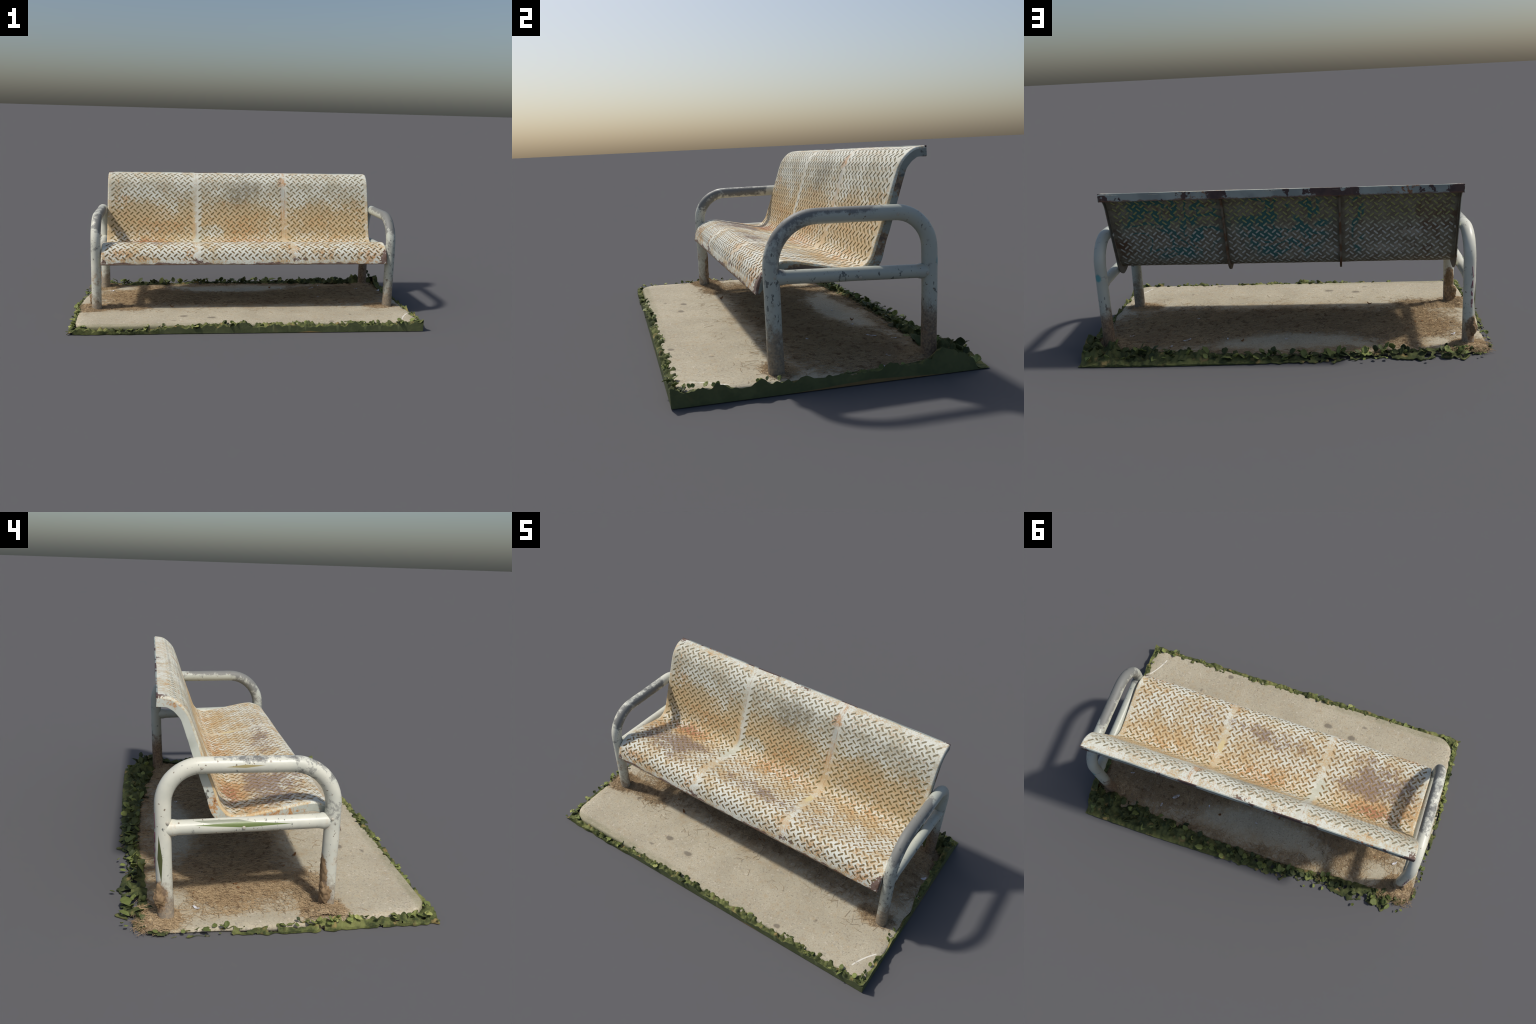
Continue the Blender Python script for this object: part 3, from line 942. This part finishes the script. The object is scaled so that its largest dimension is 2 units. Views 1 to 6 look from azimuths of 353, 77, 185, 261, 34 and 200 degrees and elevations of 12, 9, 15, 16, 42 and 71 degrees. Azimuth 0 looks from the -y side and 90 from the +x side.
def rounded_outline(x0, x1, y0, y1, radii, n=10):
    """Counter-clockwise outline, corner radii in order FL, FR, BR, BL."""
    pts = []
    for (cx, cy, r, a0) in ((x0 + radii[0], y0 + radii[0], radii[0], pi), (x1 - radii[1], y0 + radii[1], radii[1], 1.5 * pi),
                            (x1 - radii[2], y1 - radii[2], radii[2], 0), (x0 + radii[3], y1 - radii[3], radii[3], .5 * pi)):
        for k in range(n + 1):
            a = a0 + pi / 2 * k / n
            pts.append(Vector((cx + r * cos(a), cy + r * sin(a))))
    res = []
    for i, p in enumerate(pts):
        q = pts[(i + 1) % len(pts)]
        m = max(1, int((q - p).length / .025))
        for k in range(m):
            res.append(p.lerp(q, k / m))
    return res

def build_pad():
    rim = rounded_outline(-.962, .996, -.552, .485, (.10, .06, .05, .11))
    n = len(rim)
    c = Vector((0, 0))
    def inset(p, d):
        q = p.copy()
        i = rim.index(p)
        t = (rim[(i + 1) % n] - rim[i - 1]).normalized()
        return q + Vector((-t.y, t.x)) * d
    rows = [(0.0, None), (0.0, .010), (.003, .0035), (.009, 0.0)]    # inset, drop below the top (None = ground)
    verts, faces = [], []
    for (d, drop) in rows:
        for p in rim:
            q = inset(p, d)
            wob = .003 * fbm(p.x, p.y, 0, 9)
            z = 0.0 if drop is None else max(pad_z(q.x, q.y) - drop, .002)
            q2 = q + (q - c).normalized() * wob
            if q.x < -.9:
                q2.x -= .022 * exp(-((q.y + .06) / .22) ** 2)
            verts.append((q2.x, q2.y, z))
    for r in range(len(rows) - 1):
        for i in range(n):
            j = (i + 1) % n
            faces.append((r * n + i, r * n + j, (r + 1) * n + j, (r + 1) * n + i))
    top = (len(rows) - 1) * n
    v2 = [Vector(verts[top + i][:2]) for i in range(n)]
    pts = list(v2)
    x = -.95
    while x < .98:
        y = -.53
        while y < .47:
            p = Vector((x + rng.uniform(-.006, .006), y + rng.uniform(-.006, .006)))
            # keep a margin from the rounded rim
            if all((p - q).length > .018 for q in v2[::2]) and -.94 < p.x < .975 and -.53 < p.y < .462:
                pts.append(p)
            y += .022
        x += .022
    ov, oe, of, orig_v, _, _ = delaunay_2d_cdt(pts, [], [list(range(n))], 1, 1e-7)
    inv = {}
    for new, olds in enumerate(orig_v):
        for o in olds:
            if o < n:
                inv[new] = top + o
    loc = {}
    for i, p in enumerate(ov):
        if i in inv:
            loc[i] = inv[i]
        else:
            loc[i] = len(verts)
            verts.append((p.x, p.y, pad_z(p.x, p.y) + .0016 * fbm(p.x, p.y, 0, 6) + .0008 * nz(p.x, p.y, 4, 35)))
    for f in of:
        a, b, cc = f
        if (ov[b] - ov[a]).cross(ov[cc] - ov[a]) < 0:
            f = (a, cc, b)
        faces.append(tuple(loc[i] for i in f))
    faces.append(tuple(reversed(range(n))))
    return mesh_obj('concrete_pad', verts, faces, [MAT_CONC], bench, True)

pad = build_pad()

from mathutils.bvhtree import BVHTree
PAD_TREE = BVHTree.FromPolygons([v.co for v in pad.data.vertices], [tuple(p.vertices) for p in pad.data.polygons])
def pad_surface(x, y):
    hit = PAD_TREE.ray_cast(Vector((x, y, .5)), Vector((0, 0, -1)))[0]
    return hit.z if hit else pad_z(x, y)
# ------------------------------------------------------------------ straw litter under the bench
def straw_amount(x, y):
    s = 0.0
    for (cx, cy, rx, ry, w) in STRAW_BLOBS:
        d = sqrt(((x - cx) / rx) ** 2 + ((y - cy) / ry) ** 2)
        s = max(s, w * sstep(1.15, .45, d))
    for (cx, cy, rx, ry, w) in BARE_BLOBS:
        d = sqrt(((x - cx) / rx) ** 2 + ((y - cy) / ry) ** 2)
        s -= w * sstep(1.1, .5, d)
    return s

LEG_FEET = [(.897, -.197), (.897, .385), (-.872, -.188), (-.872, .395)]
MOUNDS = [(-.92, -.165, .07, .022), (-.86, .42, .09, .016), (.92, .36, .08, .02), (.85, .36, .06, .014), (.875, -.20, .05, .010),
          (-.80, -.13, .05, .014), (-.74, -.12, .03, .014), (.20, -.06, .06, .004), (-.05, -.02, .08, .003), (-.35, .10, .07, .003),
          (.45, .05, .10, .003), (-.50, .02, .06, .003)]
def straw_height(x, y):
    a = straw_amount(x, y) + .28 * fbm(x, y, 2.0, 7) + .40 * nz(x, y, 5, 34) + .40 * nz(x, y, 2, 80)
    h = -.004 + .0052 * sstep(.15, .9, a) + .0022 * sstep(.3, .9, a) * (nz(x, y, 8, 60) + nz(x, y, 3, 120) * .7)
    m = 0.0
    for (cx, cy, r, hh) in MOUNDS:
        d2 = ((x - cx) ** 2 + (y - cy) ** 2) / (r * r)
        if d2 < 4:
            m += hh * exp(-d2 * 1.8) * (1 + .35 * nz(x, y, 1, 55))
    return h + m

def build_straw():
    x0, x1, y0, y1, st = -.955, .985, -.30, .475, .0075
    nx, ny = int((x1 - x0) / st), int((y1 - y0) / st)
    verts, faces = [], []
    keep = {}
    H = {}
    for i in range(nx + 1):
        for j in range(ny + 1):
            H[i, j] = straw_height(x0 + i * st, y0 + j * st)
    def vid(i, j):
        if (i, j) not in keep:
            x, y = x0 + i * st, y0 + j * st
            keep[i, j] = len(verts)
            verts.append((x, y, max(pad_z(x, y) + H[i, j], .001)))
        return keep[i, j]
    for i in range(nx):
        for j in range(ny):
            if max(H[i, j], H[i + 1, j], H[i, j + 1], H[i + 1, j + 1]) > -.001:
                faces.append((vid(i, j), vid(i + 1, j), vid(i + 1, j + 1), vid(i, j + 1)))
    return mesh_obj('straw_litter', verts, faces, [MAT_STRAW], bench, True)
straw = build_straw()
straw["kind"] = "stuff"

def build_strands(count):
    verts, faces = [], []
    made = 0
    r = random.Random(21)
    while made < count:
        x, y = r.uniform(-.97, .97), r.uniform(-.32, .50)
        a = straw_amount(x, y) + .4 * fbm(x, y, 2.0, 7) * .5
        if r.random() > a * 1.1:
            continue
        made += 1
        L, w, an = r.uniform(.014, .055), r.uniform(.0004, .0008), r.uniform(0, pi)
        z0 = pad_z(x, y) + max(straw_height(x, y), 0) + .0012
        bend = r.uniform(-.25, .25)
        lift = r.uniform(0, .003)
        b = len(verts)
        for k in range(4):
            t = k / 3 - .5
            aa = an + bend * t * 2
            px, py = x + cos(aa) * L * t, y + sin(aa) * L * t
            z = z0 + lift * (1 - abs(t) * 2) + r.uniform(0, .0015)
            sx, sy = -sin(aa) * w, cos(aa) * w
            verts += [(px + sx, py + sy, z), (px - sx, py - sy, z), (px, py, z + w * 1.4)]
            if k:
                o = b + k * 3
                for q in range(3):
                    q2 = (q + 1) % 3
                    faces.append((o - 3 + q, o + q, o + q2, o - 3 + q2))
    ob = mesh_obj('straw_strand', verts, faces, [MAT_STRAND], bench, True)
    ob["kind"] = "stuff"
    return ob
build_strands(15000)

# ------------------------------------------------------------------ clumps of soil caked on the legs
def clump(name, c, r, seed, parent, mat=MAT_CLUMP, amp=.45, freq=17, sub=5):
    bm = bmesh.new()
    bmesh.ops.create_icosphere(bm, subdivisions=sub, radius=1)
    for v in bm.verts:
        d = v.co.normalized()
        f = 1 + amp * noise.noise(Vector((d.x * r[0], d.y * r[1], d.z * r[2])) * freq * 2.2 + Vector((seed, 0, 0))) \
            + amp * .5 * noise.noise(Vector((d.x * r[0], d.y * r[1], d.z * r[2])) * freq * 6 + Vector((seed, 3, 0)))
        v.co = Vector((c[0] + d.x * r[0] * f, c[1] + d.y * r[1] * f, c[2] + d.z * r[2] * f))
    me = bpy.data.meshes.new(name)
    bm.to_mesh(me); bm.free()
    for p in me.polygons: p.use_smooth = True
    me.materials.append(mat)
    return link(bpy.data.objects.new(name, me), parent)
clump('soil_clump', (-.889, .412, .102), (.018, .020, .040), 1.0, frame_l)
clump('soil_clump', (-.893, .398, .085), (.012, .016, .026), 2.0, frame_l)
clump('soil_clump', (-.888, -.172, .095), (.022, .020, .040), 3.0, frame_l)
clump('soil_clump', (-.874, -.172, .165), (.023, .017, .075), 4.0, frame_l, amp=.2)

# litter lying on the pad
def scrap(name, x, y, L, W, mat, seed, parent, curl=.006):
    r = random.Random(seed)
    an = r.uniform(0, pi)
    n, m = 6, 3
    verts, faces = [], []
    for i in range(n + 1):
        for j in range(m + 1):
            t, s = i / n - .5, j / m - .5
            w = W * (1 - abs(t) ** 2 * 2.6) * (1 + .2 * nz(i, j, seed, .9))
            lx, ly = t * L, s * w
            z = pad_z(x, y) + max(straw_height(x, y), 0) + .003 + curl * (t * t * 3 + s * s) + .002 * nz(t, s, seed, 4)
            verts.append((x + lx * cos(an) - ly * sin(an), y + lx * sin(an) + ly * cos(an), z))
    for i in range(n):
        for j in range(m):
            a = i * (m + 1) + j
            faces.append((a, a + m + 1, a + m + 2, a + 1))
    ob = mesh_obj(name, verts, faces, [mat], parent, True)
    so = ob.modifiers.new('Solidify', 'SOLIDIFY'); so.thickness = .0012
    return ob
scrap('paper_scrap', .518, .313, .044, .018, MAT_PAPER, 3, pad, .003)
scrap('paper_scrap', .31, .305, .014, .008, MAT_PAPER, 5, pad)
scrap('paper_scrap', -.82, .28, .030, .012, MAT_PAPER, 8, pad)
scrap('paper_scrap', .955, .19, .030, .014, MAT_PAPER, 13, pad, .012)
scrap('dry_leaf', .233, .333, .016, .012, MAT_DRYLEAF, 4, pad, .012)
scrap('dry_leaf', -.43, -.16, .03, .010, MAT_DRYLEAF, 6, pad, .01)
rl = random.Random(77)
for k in range(15):
    x, y = rl.uniform(-.85, .85), rl.uniform(-.14, .40)
    scrap('dry_leaf' if k % 4 else 'paper_scrap', x, y, rl.uniform(.010, .026), rl.uniform(.004, .010),
          MAT_DRYLEAF if k % 4 else MAT_PAPER, 100 + k, pad, .003)

# ------------------------------------------------------------------ ground cover round the pad
cover = empty('ground_cover', bench)

def leafy(x, y, s=1.0):
    """Ridged, facetted noise that reads as overlapping small leaves."""
    d = noise.voronoi(Vector((x * 42 * s, y * 42 * s, 1.3)))[0]
    return clamp(1 - 1.25 * d[0]) * .75 + .5 * (nz(x, y, 2, 24) * .5 + .5) - .25

def belt(name, along, samples, across_n, inner, outer, top, keep=None):
    """Heightfield strip running along x or y. inner/outer give the cross direction limits,
    top(a, c, t) the height; the outer edge drops straight to the ground."""
    verts, faces = [], []
    rows = across_n + 2
    n = len(samples)
    for a in samples:
        ci, co = inner(a), outer(a)
        for k in range(across_n + 1):
            t = k / across_n
            c = ci + (co - ci) * t
            h = max(top(a, c, t), .0015)
            verts.append((a, c, h) if along == 'x' else (c, a, h))
        verts.append((a, co, 0.0) if along == 'x' else (co, a, 0.0))
    flip = None
    for i in range(n - 1):
        for k in range(rows - 1):
            if keep is not None:
                a = samples[i]
                if not keep(a, min(k, across_n) / across_n):
                    continue
            f = (i * rows + k, (i + 1) * rows + k, (i + 1) * rows + k + 1, i * rows + k + 1)
            faces.append(f)
    ob = mesh_obj(name, verts, faces, [MAT_MOSS], cover, True)
    bm = bmesh.new(); bm.from_mesh(ob.data)
    loose = [v for v in bm.verts if not v.link_faces]
    bmesh.ops.delete(bm, geom=loose, context='VERTS')
    bmesh.ops.recalc_face_normals(bm, faces=bm.faces)
    up = sum(f.normal.z * f.calc_area() for f in bm.faces)
    if up < 0:
        bmesh.ops.reverse_faces(bm, faces=bm.faces)
    for e in bm.edges:
        if len(e.link_faces) == 2 and e.calc_face_angle(0) > radians(42):
            e.smooth = False
    bm.to_mesh(ob.data); bm.free()
    ob["kind"] = "stuff"
    return ob

def frange(a, b, n):
    return [a + (b - a) * i / n for i in range(n + 1)]

# front bank: cut clean at y = -.573 except near the -x corner
def front_h(x, y, t):
    env = interp(x, [(-.97, .018), (-.93, .032), (-.84, .026), (-.76, .030), (-.715, .014), (-.64, .010), (-.60, .024), (-.5, .036), (-.1, .052), (.4, .050), (.9, .056), (1.0, .055)])
    peaks = .055 * max(0, nz(x, 0, 6, 11)) ** 1.2 * interp(x, [(-.6, .4), (-.3, 1.0), (.8, 1.0), (.95, .5)])
    return (env - .003 + .028 * (leafy(x, y) - .35) + .012 * nz(x, y, 9, 22) + peaks * t) * (.80 + .20 * sin(pi * clamp(t * .9 + .12)))
belt('moss_bank', 'x', frange(-.962, .9985, 420), 9,
     lambda x: -.533 + .010 * nz(x, 1, 0, 14) - .03 * sstep(-.90, -.97, x) * -1.0,
     lambda x: interp(x, [(-.97, -.568), (-.9, -.574), (1.0, -.573)]) + (.010 * nz(x, 3, 0, 16) - .004) * sstep(-.45, -.60, x), front_h)

# +x side: a clean cut face with a ragged top
def right_h(y, x, t):
    env = interp(y, [(-.575, .056), (-.5, .055), (-.3, .047), (-.2, .046), (0, .045), (.15, .044), (.3, .050), (.35, .062), (.385, .098), (.42, .092), (.46, .070), (.50, .032), (.525, .006), (.57, .002)])
    return env * (.86 + .14 * t) + .020 * (leafy(x, y) - .35) * sstep(.0, .4, t) + .040 * max(0, nz(y, 0, 2, 13)) ** 1.2 * t + .008 * nz(y, 0, 4, 40) * t
belt('moss_bank', 'y', frange(-.574, .57, 260), 6,
     lambda y: .966 + .012 * nz(y, 0, 4, 12) + .02 * sstep(.1, -.1, abs(y + .1) - .15), lambda y: .9995, right_h)

# back belt: thick at +x, breaking up towards -x
def back_in(x):
    return interp(x, [(-.97, .455), (-.71, .452), (-.52, .462), (-.43, .470), (-.24, .488), (0, .488), (.26, .482), (.47, .455), (.72, .432), (.88, .405), (1.0, .39)]) + .008 * nz(x, 0, 7, 18)
def back_out(x):
    base = interp(x, [(-.97, .47), (-.90, .50), (-.83, .550), (-.70, .552), (-.58, .560), (-.45, .530), (-.34, .540), (-.2, .572), (0, .570), (.16, .575), (.6, .583), (.97, .580), (1.0, .578)])
    return base + (.022 * nz(x, 0, 3, 20) + .016 * nz(x, 0, 5, 47)) * sstep(.25, -.15, x) - .004 * (nz(x, 0, 5, 30) + 1) * .5
def back_h(x, y, t):
    env = interp(x, [(-.97, .014), (-.8, .024), (-.5, .028), (-.2, .022), (.2, .026), (.5, .040), (.8, .060), (.95, .074), (1.0, .056)])
    shape = interp(t, [(0, .55), (.25, 1.0), (.6, .85), (.9, .42), (1, .22)])
    env *= 1 - .85 * sstep(.88, .99, x) * sstep(.50, .545, y)
    return env * shape * (.55 + .75 * leafy(x, y) + .65 * nz(x, y, 0, 17) + .35 * nz(x, 0, 4, 6))
def back_keep(x, t):
    hole = nz(x, t * .12, 4, 26) + .35 * nz(x, t * .1, 2, 60)
    return not (x < .12 and t > .30 and hole > .18 + .5 * sstep(.12, -.1, -x))
belt('moss_bank', 'x', frange(-.95, .999, 430), 16, back_in, back_out, back_h, back_keep)

# -x side: a thin broken fringe
def left_h(y, x, t):
    env = interp(y, [(-.57, .022), (-.45, .036), (-.3, .034), (-.15, .040), (0, .024), (.12, .020), (.3, .010), (.45, .014)])
    return env * interp(t, [(0, 1.0), (.5, .8), (1, .3)]) * (.6 + .8 * leafy(x, y))
def left_keep(y, t):
    return nz(y, t * .05, 9, 24) < .12 + .25 * sstep(.0, -.2, y) - .28 * sstep(.05, .35, y)
belt('moss_bank', 'y', frange(-.575, .46, 240), 6,
     lambda y: -.957 - .006 * nz(y, 0, 1, 20) - .018 * exp(-((y + .06) / .22) ** 2), lambda y: -.990 + .012 * nz(y, 0, 2, 30) - .012 * exp(-((y + .06) / .25) ** 2), left_h, left_keep)

# ------------------------------------------------------------------ leaves
def leaf_mesh(name, mat, L, W, fold, curl, seed, lobes=0.0):
    r = random.Random(seed)
    n = 7
    top, faces = [], []
    th = .0011
    for i in range(n + 1):
        t = i / n
        w = W * (sin(pi * min(t * 1.02, 1)) ** .75) * (1 + lobes * sin(t * 17 + seed)) + .0006
        zc = curl * t * t + .0015 * r.uniform(-1, 1)
        for s in (-1, -.5, 0, .5, 1):
            top.append(Vector((L * (t - .08), s * w, zc + fold * abs(s) * w + .0012 * r.uniform(-1, 1) * abs(s))))
    verts = [v.copy() for v in top] + [v - Vector((0, 0, th)) for v in top]
    N = len(top)
    for i in range(n):
        for j in range(4):
            a = i * 5 + j
            faces.append((a, a + 5, a + 6, a + 1))
            faces.append((N + a, N + a + 1, N + a + 6, N + a + 5))
    edge = [i * 5 for i in range(n + 1)] + [n * 5 + j for j in range(1, 5)] + [i * 5 + 4 for i in range(n - 1, -1, -1)] + [j for j in range(3, 0, -1)]
    for a, b in zip(edge, edge[1:] + edge[:1]):
        faces.append((a, N + a, N + b, b))
    me = bpy.data.meshes.new(name)
    me.from_pydata([tuple(v) for v in verts], [], faces)
    me.materials.append(mat)
    for p in me.polygons: p.use_smooth = True
    me.update()
    return me

LEAF_SET = []
for mi, mat in enumerate(MAT_LEAF):
    for k in range(4):
        LEAF_SET.append((mi, leaf_mesh('leaf', mat, (.030, .036, .026, .042)[k], (.0115, .013, .012, .011)[k],
                                       (.35, .15, .5, .25)[k], (.006, -.006, .010, -.012)[k], k + 10 * mi, (.06, .1, .0, .12)[k])))

rleaf = random.Random(5)
def put_leaf(x, y, z, size, tilt, yaw, shade):
    """shade 0 = dark .. 1 = light picks among the leaf materials."""
    if shade < .38:
        pool = [m for i, m in LEAF_SET if i == 1]
    elif shade < .85:
        pool = [m for i, m in LEAF_SET if i == 0]
    else:
        pool = [m for i, m in LEAF_SET if i == 2]
    ob = bpy.data.objects.new('leaf', rleaf.choice(pool))
    bpy.context.scene.collection.objects.link(ob)
    ob.parent = cover
    ob.location = (x, y, max(z, .017 * size))
    ob.rotation_euler = (rleaf.uniform(-.5, .5), -tilt, yaw)
    ob.scale = (size, size * rleaf.uniform(.8, 1.25), size)

# back belt: upright leaves, dark greens chosen to paint in the shade behind the bench
for k in range(150):
    x = 1.0 - 1.91 * rleaf.random() ** 1.2
    t = rleaf.random()
    y = back_in(x) + (min(back_out(x), .565) - back_in(x)) * (.05 + .85 * t)
    h = back_h(x, y, t)
    put_leaf(min(x, .972), min(y, .552), h * .75, rleaf.uniform(.8, 1.35) * (1.0 + .2 * sstep(.5, .95, x)),
             rleaf.uniform(.1, 1.25) * (1 - .4 * t), rleaf.uniform(0, 2 * pi), rleaf.random() * .62 + .2 * (t > .7))
# the tall tuft at the +x back corner
for (x, y, z, s, ti, ya) in ((.952, .488, .082, 1.25, 1.4, 2.2), (.93, .46, .075, 1.0, 1.1, 1.0), (.965, .45, .07, 1.0, 1.0, 2.6),
                             (.92, .50, .06, 1.1, .9, 1.6), (.90, .48, .065, 1.1, 1.0, .4), (.955, .50, .05, 1.0, .7, 1.9)):
    put_leaf(x, y, z, s, ti, ya, .3)
# front bank
for k in range(110):
    x = rleaf.uniform(-.93, .985)
    t = rleaf.uniform(.0, .55)
    y = -.545 - .028 * t
    if nz(x, 0, 3, 9) < -.12:
        continue
    put_leaf(x, y, front_h(x, y, t) * .92, rleaf.uniform(.4, 1.1), rleaf.uniform(.1, .7), rleaf.uniform(0, 2 * pi), rleaf.uniform(.2, 1.0))
# -x fringe and corners
for k in range(44):
    y = rleaf.choice((rleaf.uniform(-.56, -.05), rleaf.uniform(-.56, .30)))
    x = -.970 + rleaf.uniform(-.010, .010) - .014 * exp(-((y + .06) / .25) ** 2)
    put_leaf(x, y, .018 + rleaf.uniform(0, .018) * sstep(.3, -.1, y), rleaf.uniform(.6, .9), rleaf.uniform(.0, .8), rleaf.uniform(0, 2 * pi), rleaf.uniform(.35, 1.0))
# +x edge
for k in range(16):
    y = rleaf.choice((rleaf.uniform(-.56, -.40), rleaf.uniform(.05, .4), rleaf.uniform(-.3, -.2)))
    put_leaf(.982 + rleaf.uniform(-.012, .006), y, pad_z(1, y) + .006, rleaf.uniform(.5, .8), rleaf.uniform(.3, 1.0), rleaf.uniform(pi * .6, pi * 1.4), rleaf.uniform(.2, 1.0))
# stray scraps of green lying just off the pad
for (x, y) in ((-.986, -.566), (-.42, .562), (-.36, .572), (-.47, .560), (-.66, .574), (-.92, .52), (-.90, .545), (-.985, .33), (-.975, .42)):
    put_leaf(x, y, .013, rleaf.uniform(.5, .8), .1, rleaf.uniform(0, 2 * pi), rleaf.uniform(.4, .8))
